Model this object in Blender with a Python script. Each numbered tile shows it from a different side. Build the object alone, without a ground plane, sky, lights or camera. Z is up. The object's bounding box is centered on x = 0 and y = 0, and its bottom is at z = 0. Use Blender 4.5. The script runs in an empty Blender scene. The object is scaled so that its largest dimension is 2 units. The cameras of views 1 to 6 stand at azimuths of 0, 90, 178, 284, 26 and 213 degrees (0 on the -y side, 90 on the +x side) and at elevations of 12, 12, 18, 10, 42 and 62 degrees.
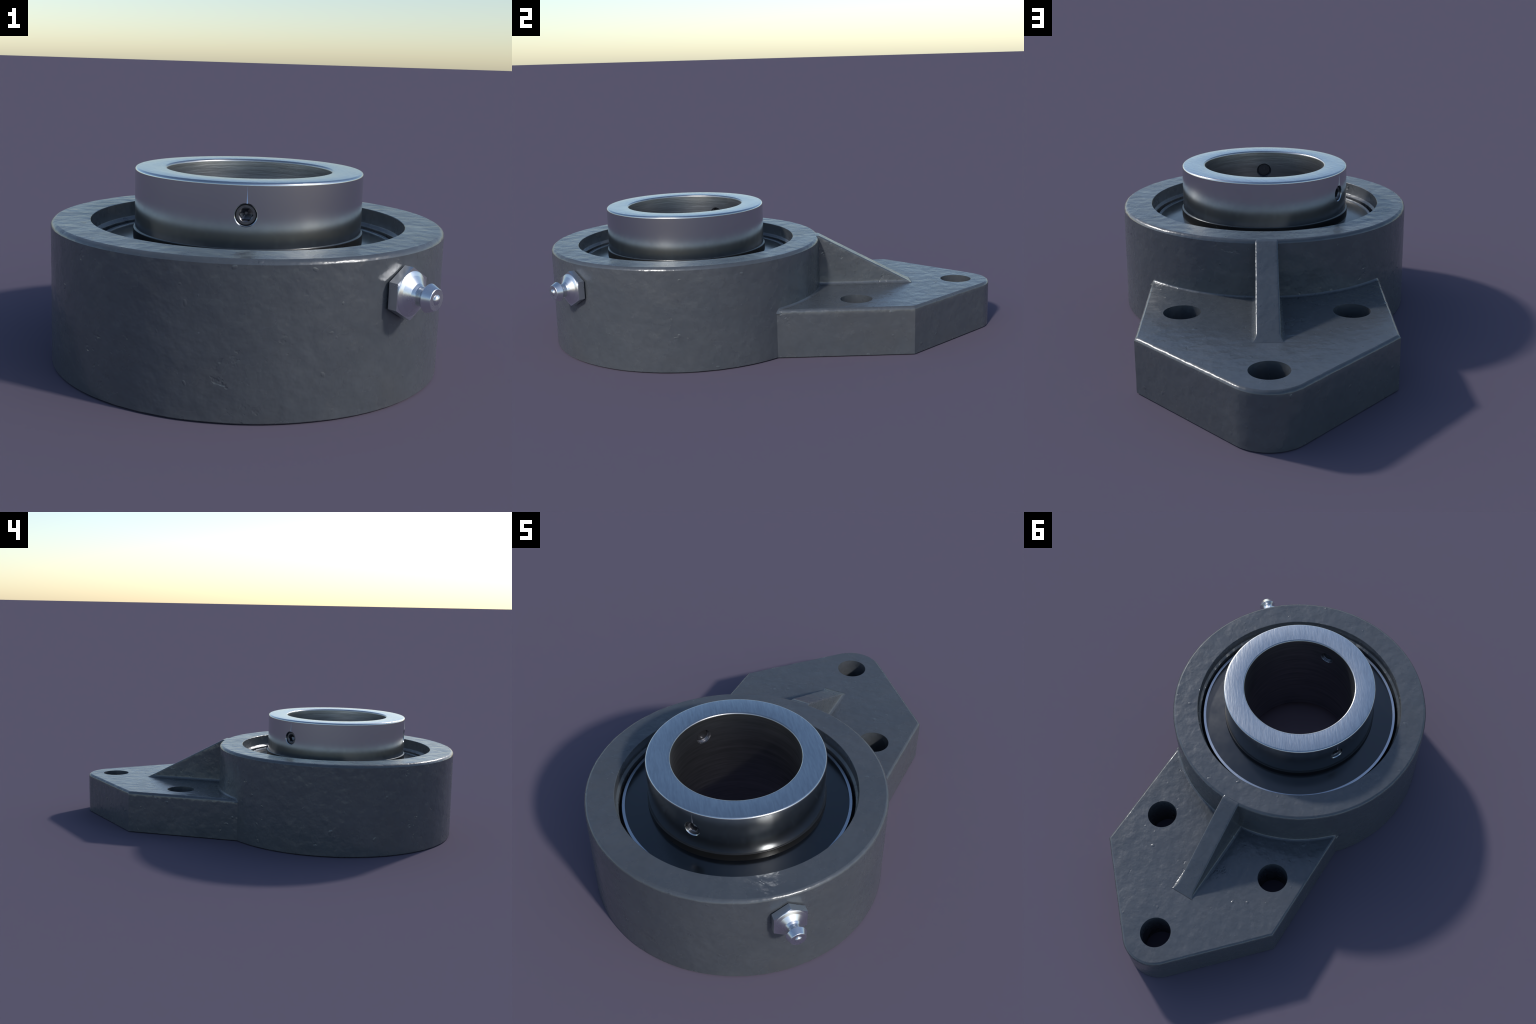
import bpy, bmesh, math
from math import sin, cos, pi, radians, tau, sqrt, atan2, acos
from mathutils import Vector, Matrix, noise

# ------------------------------------------------------------------ dimensions
CX, CY = 0.0, -0.391            # bearing axis
H_RING = 0.4365                 # top face of the cast ring
R_RING, R_FOOT = 0.6062, 0.6090
R_REC = 0.4878                  # recess wall
Z_PLATE = 0.208                 # top face of the mounting flange
TIP = (0.0, 0.8507); R_TIP = 0.1493
HOLES = [(0.0, 0.8507), (0.3107, 0.3567), (-0.3107, 0.3567)]
R_HOLE = 0.0690
Z_TOP, R_COL, R_BORE = 0.5965, 0.3533, 0.2560   # inner ring
Z_SHIELD = 0.3690
Z_SCREW = 0.506
SCREW_DIRS = [(0.0, -1.0), (-sin(radians(120)), -cos(radians(120)))]
R_SHOLE = 0.0335

# ------------------------------------------------------------------ mesh helpers
def new_obj(name, bm, mat, parent=None, angle=35):
    me = bpy.data.meshes.new(name)
    bm.normal_update()
    bm.to_mesh(me); bm.free()
    me.materials.append(mat)
    me.shade_smooth()
    me.set_sharp_from_angle(angle=radians(angle))
    ob = bpy.data.objects.new(name, me)
    bpy.context.scene.collection.objects.link(ob)
    if parent is not None:
        ob.parent = parent
    return ob

def radius_at(r, a):
    return r(a) if callable(r) else r

def rings(profile, n=128, frame=None, closed=False, cap0=False, cap1=False, bm=None):
    """Surface through rings; profile = list of (radius or radius(angle), height)."""
    bm = bm or bmesh.new()
    frame = frame or Matrix.Identity(4)
    loops = []
    for r, h in profile:
        loops.append([bm.verts.new(frame @ Vector((radius_at(r, tau*i/n)*cos(tau*i/n),
                                                   radius_at(r, tau*i/n)*sin(tau*i/n), h)))
                      for i in range(n)])
    pairs = list(zip(loops, loops[1:]))
    if closed:
        pairs.append((loops[-1], loops[0]))
    for a, b in pairs:
        for i in range(n):
            j = (i+1) % n
            bm.faces.new((a[i], a[j], b[j], b[i]))
    if cap0:
        bm.faces.new(list(reversed(loops[0])))
    if cap1:
        bm.faces.new(loops[-1])
    return bm

def arc(cx, cz, r, a0, a1, n):
    return [(cx + r*cos(radians(a0+(a1-a0)*i/n)), cz + r*sin(radians(a0+(a1-a0)*i/n))) for i in range(n+1)]

def rolled(x, z, b, n=6, lo=16, hi=74):
    """Rolled edge from a vertical wall (x, z-b) to a flat top (x-b, z); flatter than a quarter circle."""
    p0, p1 = (cos(radians(lo)), sin(radians(lo))), (cos(radians(hi)), sin(radians(hi)))
    pts = arc(0, 0, 1, lo, hi, n)
    return [(x-b+b*(px-p1[0])/(p0[0]-p1[0]), z-b+b*(pz-p0[1])/(p1[1]-p0[1])) for px, pz in pts]

def densify(pts, step):
    out = [pts[0]]
    for p, q in zip(pts, pts[1:]):
        k = max(1, int(math.hypot(q[0]-p[0], q[1]-p[1])/step))
        for i in range(1, k+1):
            out.append((p[0]+(q[0]-p[0])*i/k, p[1]+(q[1]-p[1])*i/k))
    return out

def cast_noise(p):
    """Gentle unevenness of sand-cast metal (metres along the normal)."""
    return (0.00060*noise.noise(p*9.0) + 0.00060*noise.noise(p*24.0+Vector((3, 7, 1)))
            )

def roughen(bm, amount=1.0, keep=None):
    bm.normal_update()
    for v in bm.verts:
        if keep and keep(v.co):
            continue
        v.co += v.normal*cast_noise(v.co)*amount

def boolean_cut(ob, cutters):
    for c in cutters:
        m = ob.modifiers.new("cut", 'BOOLEAN')
        m.operation, m.solver, m.object = 'DIFFERENCE', 'EXACT', c
    bpy.context.view_layer.update()
    me = bpy.data.meshes.new_from_object(ob.evaluated_get(bpy.context.evaluated_depsgraph_get()))
    old = ob.data
    ob.modifiers.clear()
    ob.data = me
    me.name = ob.name
    bpy.data.meshes.remove(old)
    for c in cutters:
        cm = c.data
        bpy.data.objects.remove(c)
        bpy.data.meshes.remove(cm)

# ------------------------------------------------------------------ material helpers
class Mat:
    def __init__(self, name):
        self.m = bpy.data.materials.new(name)
        self.m.use_nodes = True
        self.t = self.m.node_tree
        self.p = self.t.nodes["Principled BSDF"]
        self.co = self.t.nodes.new("ShaderNodeTexCoord").outputs["Object"]
    def set(self, **kw):
        for k, v in kw.items():
            s = self.p.inputs[k.replace("_", " ")]
            s.default_value = (*v, 1) if isinstance(v, tuple) else v
    def link(self, a, b):
        self.t.links.new(a, b)
    def mapping(self, scale=(1, 1, 1), rot=(0, 0, 0), loc=(0, 0, 0), kind="POINT"):
        n = self.t.nodes.new("ShaderNodeMapping")
        n.vector_type = kind
        n.inputs["Scale"].default_value, n.inputs["Rotation"].default_value, n.inputs["Location"].default_value = scale, rot, loc
        self.link(self.co, n.inputs[0])
        return n.outputs[0]
    def noise(self, scale, detail=3, rough=0.5, vec=None):
        n = self.t.nodes.new("ShaderNodeTexNoise")
        n.inputs["Scale"].default_value, n.inputs["Detail"].default_value, n.inputs["Roughness"].default_value = scale, detail, rough
        self.link(vec or self.co, n.inputs["Vector"])
        return n.outputs["Fac"]
    def voronoi(self, scale, vec=None, feature='F1'):
        n = self.t.nodes.new("ShaderNodeTexVoronoi")
        n.feature = feature
        n.inputs["Scale"].default_value = scale
        self.link(vec or self.co, n.inputs["Vector"])
        return n.outputs["Distance"]
    def ramp(self, fac, stops):
        n = self.t.nodes.new("ShaderNodeValToRGB")
        e = n.color_ramp.elements
        while len(e) < len(stops):
            e.new(0.5)
        for el, (pos, c) in zip(e, stops):
            el.position = pos
            el.color = (*c, 1) if isinstance(c, tuple) else (c, c, c, 1)
        self.link(fac, n.inputs[0])
        return n.outputs[0]
    def math(self, op, a, b):
        n = self.t.nodes.new("ShaderNodeMath")
        n.operation = op
        for s, v in zip(n.inputs, (a, b)):
            if isinstance(v, (int, float)):
                s.default_value = v
            else:
                self.link(v, s)
        return n.outputs[0]
    def mix(self, fac, a, b, mode='MIX'):
        n = self.t.nodes.new("ShaderNodeMix")
        n.data_type, n.blend_type = 'RGBA', mode
        for i, v in ((0, fac), (6, a), (7, b)):
            s = n.inputs[i]
            if isinstance(v, (int, float)):
                s.default_value = v
            elif isinstance(v, tuple):
                s.default_value = (*v, 1)
            else:
                self.link(v, s)
        return n.outputs[2]
    def bump(self, height, dist, strength=1.0, normal=None):
        n = self.t.nodes.new("ShaderNodeBump")
        n.inputs["Distance"].default_value, n.inputs["Strength"].default_value = dist, strength
        self.link(height, n.inputs["Height"])
        if normal:
            self.link(normal, n.inputs["Normal"])
        return n.outputs[0]

# ------------------------------------------------------------------ materials
def cast_iron():
    k = Mat("grey_cast_iron")
    cloud = k.noise(5.5, 4, 0.6)
    fine = k.noise(38, 4, 0.6)
    base = k.ramp(cloud, [(0.32, (0.079, 0.089, 0.102)), (0.68, (0.094, 0.103, 0.115))])
    base = k.mix(k.ramp(fine, [(0.35, 0.0), (0.75, 0.35)]), base, (0.062, 0.068, 0.076))
    grey_blotches = k.ramp(k.noise(3.1, 5, 0.65, k.mapping(loc=(4, 2, 9))), [(0.52, 0.0), (0.72, 0.45)])
    base = k.mix(grey_blotches, base, (0.088, 0.089, 0.092))
    k.link(base, k.p.inputs["Base Color"])
    k.set(Metallic=0.15)
    k.p.inputs["Specular IOR Level"].default_value = 0.7
    k.link(k.ramp(k.noise(12, 3), [(0.3, 0.22), (0.7, 0.30)]), k.p.inputs["Roughness"])
    # relief: sandy lumps, finer pimples, and scattered pits and blisters in patches
    patch = k.ramp(k.noise(5.5, 2, 0.5, k.mapping(loc=(1.7, 5.1, 2.2))), [(0.605, 0.0), (0.69, 1.0)])
    dings = k.ramp(k.noise(38, 2, 0.55, k.mapping(loc=(7.7, 1.3, 4.2))), [(0.60, 0.0), (0.72, 1.0)])
    dings = k.math('MULTIPLY', dings, patch)
    blister = k.ramp(k.noise(30, 1, 0.4, k.mapping(loc=(3.1, 8.3, 0.4))), [(0.735, 0.0), (0.82, 1.0)])
    swell = k.noise(11, 2, 0.5, k.mapping(loc=(2.2, 0.3, 6.6)))
    n0 = k.bump(swell, 0.0016)
    n1 = k.bump(k.noise(25, 2, 0.45), 0.0027, 1.0, n0)
    n2 = k.bump(k.noise(80, 2, 0.5), 0.0004, 1.0, n1)
    n3 = k.bump(k.math('ADD', k.math('MULTIPLY', dings, -1.0), blister), 0.0014, 0.8, n2)
    k.link(n3, k.p.inputs["Normal"])
    return k.m

def turned_steel():
    """Ground inner ring: bright end faces with straight grinding marks, turned bore."""
    k = Mat("ground_bearing_steel")
    k.set(Base_Color=(0.57, 0.595, 0.61), Metallic=1.0)
    sep = k.t.nodes.new("ShaderNodeSeparateXYZ")
    k.link(k.co, sep.inputs[0])
    geo = k.t.nodes.new("ShaderNodeNewGeometry")
    nz = k.t.nodes.new("ShaderNodeSeparateXYZ")
    k.link(geo.outputs["True Normal"], nz.inputs[0])
    flat = k.ramp(nz.outputs[2], [(0.6, 0.0), (0.9, 1.0)])
    # radius from the axis tells the bore from the outside
    rad = k.math('SQRT', k.math('ADD', k.math('POWER', sep.outputs[0], 2.0),
                 k.math('POWER', k.math('ADD', sep.outputs[1], -CY), 2.0)), 0.0)
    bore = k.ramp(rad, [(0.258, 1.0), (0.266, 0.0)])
    streak = k.noise(140, 3, 0.6, k.mapping(scale=(1, 8, 1), rot=(0, 0, radians(36)), kind="TEXTURE"))
    grind = k.ramp(streak, [(0.34, (0.52, 0.545, 0.565)), (0.66, (0.62, 0.645, 0.655))])
    grain = k.noise(500, 2, 0.5)
    turn = k.noise(34, 5, 0.75, k.mapping(scale=(0.12, 0.12, 2.2)))
    b1 = k.bump(k.math('MULTIPLY', streak, flat), 0.0007)
    b2 = k.bump(k.math('MULTIPLY', grain, flat), 0.00008, 1.0, b1)
    b3 = k.bump(k.math('MULTIPLY', turn, bore), 0.0006, 1.0, b2)
    k.link(b3, k.p.inputs["Normal"])
    k.link(k.mix(flat, k.mix(bore, (0.21,)*3, (0.33,)*3), (0.22,)*3), k.p.inputs["Roughness"])
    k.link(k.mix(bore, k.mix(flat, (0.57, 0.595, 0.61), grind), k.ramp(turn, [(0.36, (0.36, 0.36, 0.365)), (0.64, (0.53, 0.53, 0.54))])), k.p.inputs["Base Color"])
    return k.m

def plain(name, colour, metallic, rough, bump=None, spec=0.5):
    k = Mat(name)
    k.set(Base_Color=colour, Metallic=metallic, Roughness=rough)
    k.p.inputs["Specular IOR Level"].default_value = spec
    tone = k.noise(14, 3, 0.6)
    k.link(k.ramp(tone, [(0.3, max(0.02, rough-0.04)), (0.7, rough+0.04)]), k.p.inputs["Roughness"])
    if bump:
        k.link(k.bump(k.noise(bump[0], 3, 0.6), bump[1]), k.p.inputs["Normal"])
    return k.m

IRON = cast_iron()
STEEL = turned_steel()
RACE = plain("polished_race_steel", (0.55, 0.58, 0.63), 1.0, 0.25)
SEAL = plain("dark_lacquered_shield", (0.095, 0.098, 0.102), 1.0, 0.20)
SLING = plain("black_rubber_lip", (0.008, 0.008, 0.008), 0.0, 0.30)
ZINC = plain("bright_zinc_plate", (0.72, 0.74, 0.77), 1.0, 0.29)
BLACK = plain("blackened_screw_steel", (0.15, 0.15, 0.165), 0.9, 0.31, (220, 0.0006))

# ------------------------------------------------------------------ the thing
top = bpy.data.objects.new("mounted_bearing", None)
bpy.context.scene.collection.objects.link(top)
top["label"] = "grey cast iron bearing unit with three-bolt side bracket and rib"
top["category"] = "mounted bearing"
AXIS = Matrix.Translation((CX, CY, 0))

# ---- housing ring (lathe, closed profile, densely divided so that the casting can be uneven)
b = 0.013
prof = [(0.452, 0.0), (R_FOOT-0.003, 0.0), (R_FOOT, 0.003), (R_RING, H_RING-b)]
prof += rolled(R_RING, H_RING, b)[1:]
prof += [(R_REC+0.0015, H_RING), (R_REC, H_RING-0.0015), (R_REC-0.0004, 0.3875), (R_REC-0.0009, 0.3862), (0.4800, 0.3792),
         (0.4782, 0.3778), (0.4774, 0.3762), (0.4772, 0.3740), (0.4772, 0.30), (0.452, 0.285), (0.452, 0.150)]
prof = densify(prof, 0.0105)
bm = rings(prof, 448, AXIS, closed=True)
bmesh.ops.reverse_faces(bm, faces=bm.faces)
bmesh.ops.recalc_face_normals(bm, faces=bm.faces)
def inside_bearing_seat(p):
    return math.hypot(p.x-CX, p.y-CY) < 0.4905
roughen(bm, 1.0, inside_bearing_seat)
housing = new_obj("housing", bm, IRON, top, 13)

# ---- mounting flange: outline with a rounded tip, rolled top edge, three bolt holes
def flange_outline():
    X, YC = 0.4570, 0.5868
    dx, dy = TIP[0]-X, TIP[1]-YC
    d = math.hypot(dx, dy)
    base = atan2(-dy, -dx)                    # from tip centre to the corner
    t = base + acos(R_TIP/d)                  # tangent point
    right = []
    y0 = CY + sqrt(0.55**2 - X**2)
    right.append((X, y0))
    right.append((X, YC))
    n = 20
    for i in range(n+1):
        a = t + (pi/2-t)*i/n
        right.append((TIP[0]+R_TIP*cos(a), TIP[1]+R_TIP*sin(a)))
    left = [(-x, y) for x, y in reversed(right[:-1])]
    a0, a1 = atan2(y0-CY, -X), atan2(y0-CY, X)
    back = [(CX+0.55*cos(a0+(a1-a0)*i/40), CY+0.55*sin(a0+(a1-a0)*i/40)) for i in range(1, 41)]
    return densify(right + left + back, 0.012)[:-1]

def inset(pts, d):
    out = []
    n = len(pts)
    for i in range(n):
        p, q, r = Vector(pts[i-1]), Vector(pts[i]), Vector(pts[(i+1) % n])
        e1, e2 = (q-p).normalized(), (r-q).normalized()
        n1, n2 = Vector((-e1.y, e1.x)), Vector((-e2.y, e2.x))
        m = (n1+n2).normalized()
        if math.hypot(q.x-CX, q.y-CY) < 0.585:       # buried in the ring wall
            out.append(q.copy())
            continue
        out.append(q + m*(d/max(0.6, m.dot(n1))))
    return out

outline = flange_outline()
rb = 0.0115
bm = bmesh.new()
levels = [(0.0, 0.0015)] + [(0.0, 0.0015+(Z_PLATE-rb-0.0015)*i/14) for i in range(1, 15)]
levels += [(-x, z) for x, z in rolled(0.0, Z_PLATE, rb)[1:]]
loops = []
for d, z in levels:
    loops.append([bm.verts.new((p[0], p[1], z)) for p in (inset(outline, d) if d else outline)])
n = len(outline)
for lo, hi in zip(loops, loops[1:]):
    for i in range(n):
        j = (i+1) % n
        bm.faces.new((lo[i], lo[j], hi[j], hi[i]))
roughen(bm, 1.0, lambda p: p.z < 0.004)
for v in loops[-1]:
    v.co.z = Z_PLATE
bm.faces.new(loops[-1])
bm.faces.new(list(reversed(loops[0])))
flange = new_obj("mounting_flange", bm, IRON, housing, 40)
cutters = []
for x, y in HOLES:
    bm = rings([(R_HOLE, -0.02), (R_HOLE, 0.26)], 96, Matrix.Translation((x, y, 0)), cap0=True, cap1=True)
    cutters.append(new_obj("cutter", bm, IRON))
boolean_cut(flange, cutters)
flange.data.shade_smooth()
flange.data.set_sharp_from_angle(angle=radians(30))
for p in flange.data.polygons:                # keep the plate dead flat up to its rolled edge
    if abs(p.normal.z) > 0.9999:
        p.use_smooth = False

# ---- fillet between flange and ring wall
bm = bmesh.new()
rf = 0.0125
edge = atan2(sqrt(R_RING**2-0.4575**2), 0.4575)
rows, N = [], 150
for i in range(N+1):
    a = edge + (pi-2*edge)*i/N
    end = min(i, N-i)/N*(pi-2*edge)*R_RING
    f = rf*min(1.0, 0.62+0.38*min(1.0, end/0.012))
    row = []
    for q in range(8):
        g = radians(-8+106*q/7)
        r = R_RING+f-f*sin(g)
        over = max(0.0, abs(r*cos(a))-(0.457-rb))/rb
        z = Z_PLATE - rb*min(1.2, over)**1.6 + f-f*cos(g)
        p = Vector((CX+r*cos(a), CY+r*sin(a), z))
        row.append(bm.verts.new(p + Vector((cos(a), sin(a), 0))*cast_noise(p) ))
    rows.append(row)
for r0, r1 in zip(rows, rows[1:]):
    for q in range(7):
        bm.faces.new((r0[q], r1[q], r1[q+1], r0[q+1]))
for row, flip in ((rows[0], False), (rows[-1], True)):
    a = edge if not flip else pi-edge
    c = bm.verts.new((CX+(R_RING-0.004)*cos(a), CY+(R_RING-0.004)*sin(a), Z_PLATE-0.02))
    for q in range(7):
        bm.faces.new((c, row[q], row[q+1]) if not flip else (c, row[q+1], row[q]))
new_obj("fillet", bm, IRON, housing, 40)

# ---- stiffening rib: sloping top, drafted sides, flared foot
Y_A, Y_B = CY+R_RING-0.0005, 0.6400
def rib_top(y):
    return min(H_RING-0.0006, H_RING + (Z_PLATE-0.0008-H_RING)*(y-Y_A)/(Y_B-Y_A))
WT, WB, F = 0.0425, 0.0435, 0.0135
def rib_section(y):
    zt = rib_top(y)
    h = max(zt-Z_PLATE, 0.0)
    def half_width(z):
        u = z-Z_PLATE
        w = WB + (WT-WB)*u/(H_RING-Z_PLATE)
        if u < F:
            w += F - sqrt(max(0.0, F*F-(F-u)**2))
        return w
    bv = min(0.007, h*0.45)
    pts = [(half_width(Z_PLATE)+0.0002, Z_PLATE-0.006)]
    for i in range(9):
        u = min(F, h-bv)*i/8
        pts.append((half_width(Z_PLATE+u), Z_PLATE+u))
    for i in range(1, 9):
        u = min(F, h-bv) + (h-bv-min(F, h-bv))*i/8
        pts.append((half_width(Z_PLATE+u), Z_PLATE+u))
    w0 = half_width(Z_PLATE+h-bv)
    for i in range(1, 6):
        g = radians(90*i/5)
        pts.append((w0-bv*(1-cos(g)), Z_PLATE+h-bv+bv*sin(g)))
    for i in range(1, 4):
        pts.append(((w0-bv)*(1-i/4), Z_PLATE+h))
    return pts + [(0.0, Z_PLATE+h)] + [(-x, z) for x, z in reversed(pts)]
ys = [Y_A-0.06, Y_A-0.03, Y_A-0.008, Y_A] + [Y_A+(Y_B-Y_A)*(1-(1-i/60)**1.4) for i in range(1, 61)]
bm = bmesh.new()
rows = [[bm.verts.new((x, y, z)) for x, z in rib_section(y)] for y in ys]
for r0, r1 in zip(rows, rows[1:]):
    for q in range(len(r0)-1):
        bm.faces.new((r0[q], r0[q+1], r1[q+1], r1[q]))
bmesh.ops.remove_doubles(bm, verts=bm.verts, dist=1e-6)
bmesh.ops.recalc_face_normals(bm, faces=bm.faces)
if sum(f.normal.z for f in bm.faces) < 0:
    bmesh.ops.reverse_faces(bm, faces=bm.faces)
roughen(bm, 0.8, lambda p: p.y < Y_A+0.004 or rib_top(p.y)-Z_PLATE < 0.01)
new_obj("rib", bm, IRON, housing, 40)

# ---- outer race: spherical outside, its end face shows as a thin bright annulus
zf = 0.3712
prof = [(0.4523, zf-0.010), (0.4523, zf), (0.4636, zf)]
prof += [(0.4636+0.008*sin(pi*i/10), zf-0.28*i/10) for i in range(1, 11)]
prof += [(0.4523, zf-0.2800), (0.4523, zf-0.27), (0.440, zf-0.27), (0.440, zf-0.010)]
bm = rings(prof, 256, AXIS, closed=True)
bmesh.ops.recalc_face_normals(bm, faces=bm.faces)
outer = new_obj("outer_ring", bm, RACE, top, 35)

# ---- shields (upper seen, lower closes the underside)
def shield(z, up):
    s = 1 if up else -1
    prof = [(0.4522, z-0.012*s), (0.4522, z-0.001*s), (0.4515, z), (0.3300, z+0.0120*s), (0.3300, z-0.012*s)]
    bm = rings(prof, 256, AXIS, closed=True)
    bmesh.ops.recalc_face_normals(bm, faces=bm.faces)
    return new_obj("shield", bm, SEAL, top, 30)
shield(Z_SHIELD, True)
shield(0.1050, False)

# ---- flinger lip around the foot of the inner ring
prof = [(0.3530, 0.3600), (0.3585, 0.3600), (0.3588, 0.4085)] + arc(0.3570, 0.4085, 0.0018, 0, 90, 3)[1:] + [(0.3530, 0.4106)]
bm = rings(prof, 256, AXIS, closed=True)
bmesh.ops.recalc_face_normals(bm, faces=bm.faces)
new_obj("flinger", bm, SLING, top, 35)

# ---- inner ring with two threaded holes
c1, c2 = 0.0085, 0.0075
prof = [(R_BORE+0.006, 0.041), (R_COL-0.006, 0.041), (R_COL, 0.047)] + [(R_COL, 0.400+0.009*i) for i in range(8)] + [(R_COL, Z_TOP-c1)]
prof += arc(R_COL-c1, Z_TOP-c1, c1, 0, 90, 6)[1:]
prof += arc(R_BORE+c2, Z_TOP-c2, c2, 90, 180, 6)
prof += [(R_BORE, 0.047)]
bm = rings(prof, 288, AXIS, closed=True)
bmesh.ops.recalc_face_normals(bm, faces=bm.faces)
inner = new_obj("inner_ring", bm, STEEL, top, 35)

def radial_frame(d, z):
    """Local +Z points outward along d, local Y up."""
    zx = Vector((d[0], d[1], 0)).normalized()
    yx = Vector((0, 0, 1))
    xx = yx.cross(zx)
    m = Matrix((xx, yx, zx)).transposed().to_4x4()
    m.translation = Vector((CX, CY, z))
    return m

cutters = []
for d in SCREW_DIRS:
    bm = rings([(0.0330, 0.20), (0.0330, 0.2540), (0.0306, 0.2590), (0.0306, 0.3500), (R_SHOLE, 0.3529), (R_SHOLE+0.003, 0.362), (R_SHOLE+0.003, 0.42)], 64, radial_frame(d, Z_SCREW), cap0=True, cap1=True)  # outer mouth flared so a bright sky-reflecting crescent shows under the screw
    bmesh.ops.recalc_face_normals(bm, faces=bm.faces)
    cutters.append(new_obj("cutter", bm, STEEL))
boolean_cut(inner, cutters)
inner.data.shade_smooth()
inner.data.set_sharp_from_angle(angle=radians(28))
# keep the turned faces optically true round the holes: radial normals on cylinder faces
me = inner.data
normals = [Vector(c.vector) for c in me.corner_normals]
for p in me.polygons:
    rr = [math.hypot(me.vertices[i].co.x-CX, me.vertices[i].co.y-CY) for i in p.vertices]
    for R, s in ((R_COL, 1), (R_BORE, -1)):
        if all(abs(r-R) < 4e-4 for r in rr) and p.normal.z**2 < 0.01:
            for li in p.loop_indices:
                v = me.vertices[me.loops[li].vertex_index].co
                normals[li] = Vector((v.x-CX, v.y-CY, 0)).normalized()*s
me.normals_split_custom_set(normals)

# ---- thread flanks and set screws
def hexagon(apothem, turn=0.0):
    return lambda a: apothem/cos(((a+turn+pi/6) % (pi/3))-pi/6)

for d in SCREW_DIRS:
    fr = radial_frame(d, Z_SCREW)
    # thread ridges lining the hole
    prof, s = [], R_BORE+0.004
    while s < R_COL-0.032:
        prof += [(0.0304, s), (0.0276, s+0.0035), (0.0304, s+0.007)]
        s += 0.0072
    bm = rings(prof, 48, fr)
    bmesh.ops.reverse_faces(bm, faces=bm.faces)
    new_obj("thread", bm, BLACK, inner, 20)  # ring's own thread, darkened to subdue bright glints inside the hole
    # grub screw with hex socket
    s0, s1 = R_BORE+0.016, 0.3450
    rs, ap = 0.0302, 0.0165
    prof = [(0.012, s0), (0.026, s0), (rs, s0+0.004), (rs, s1-0.0035), (rs-0.003, s1), (0.0205, s1), (0.0195, s1-0.0008),
            (hexagon(ap, pi/6), s1-0.003), (hexagon(ap, pi/6), s1-0.022), (0.004, s1-0.030)]
    bm = rings(prof, 48, fr, cap0=True, cap1=True)
    bmesh.ops.recalc_face_normals(bm, faces=bm.faces)
    new_obj("set_screw", bm, BLACK, inner, 30)

# ---- grease nipple
fr = radial_frame((1, -1), 0.3240)
bm = rings([(0.045, 0.585), (0.045, 0.6114), (hexagon(0.0640), 0.6115), (hexagon(0.0640), 0.6395), (0.0610, 0.6396)], 96, fr, cap0=True, cap1=True)
bmesh.ops.recalc_face_normals(bm, faces=bm.faces)
nip = new_obj("grease_nipple", bm, ZINC, top, 30)
prof = [(0.0625, 0.6380), (0.0625, 0.6400), (0.0600, 0.6418), (0.0510, 0.6465), (0.0330, 0.6605), (0.0290, 0.6665), (0.0275, 0.6685),
        (0.0270, 0.6710), (0.0270, 0.6800), (0.0280, 0.6840), (0.0388, 0.6950), (0.0396, 0.6965),
        (0.0300, 0.7185), (0.0288, 0.7195), (0.0130, 0.7195)]
bm = rings(prof, 72, fr, cap0=True, cap1=True)
bmesh.ops.recalc_face_normals(bm, faces=bm.faces)
new_obj("nipple_head", bm, ZINC, nip, 7)
prof = [(0.0142*cos(radians(t)), 0.7185+0.0080*sin(radians(t))) for t in range(0, 90, 10)]
bm = rings(prof, 32, fr, cap1=True)
new_obj("check_ball", bm, ZINC, nip, 60)

# ---- little raised burr above each screw hole (sky-reflection streak modelled as a wedge, normals tilted up)
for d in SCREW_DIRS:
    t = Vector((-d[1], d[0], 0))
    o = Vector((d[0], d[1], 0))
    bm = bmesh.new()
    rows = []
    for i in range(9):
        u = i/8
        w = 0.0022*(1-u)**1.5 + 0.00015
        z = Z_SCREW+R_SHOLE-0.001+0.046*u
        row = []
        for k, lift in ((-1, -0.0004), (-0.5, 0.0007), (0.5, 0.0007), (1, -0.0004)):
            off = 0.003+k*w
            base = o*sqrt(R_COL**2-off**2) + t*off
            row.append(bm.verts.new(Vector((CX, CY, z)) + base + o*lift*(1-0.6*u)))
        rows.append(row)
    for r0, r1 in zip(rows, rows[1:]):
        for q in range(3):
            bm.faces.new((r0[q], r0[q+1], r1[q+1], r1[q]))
    glint_sliver = new_obj("glint_sliver", bm, RACE, inner, 180)
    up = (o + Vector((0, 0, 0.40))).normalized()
    glint_sliver.data.normals_split_custom_set([up]*len(glint_sliver.data.loops))
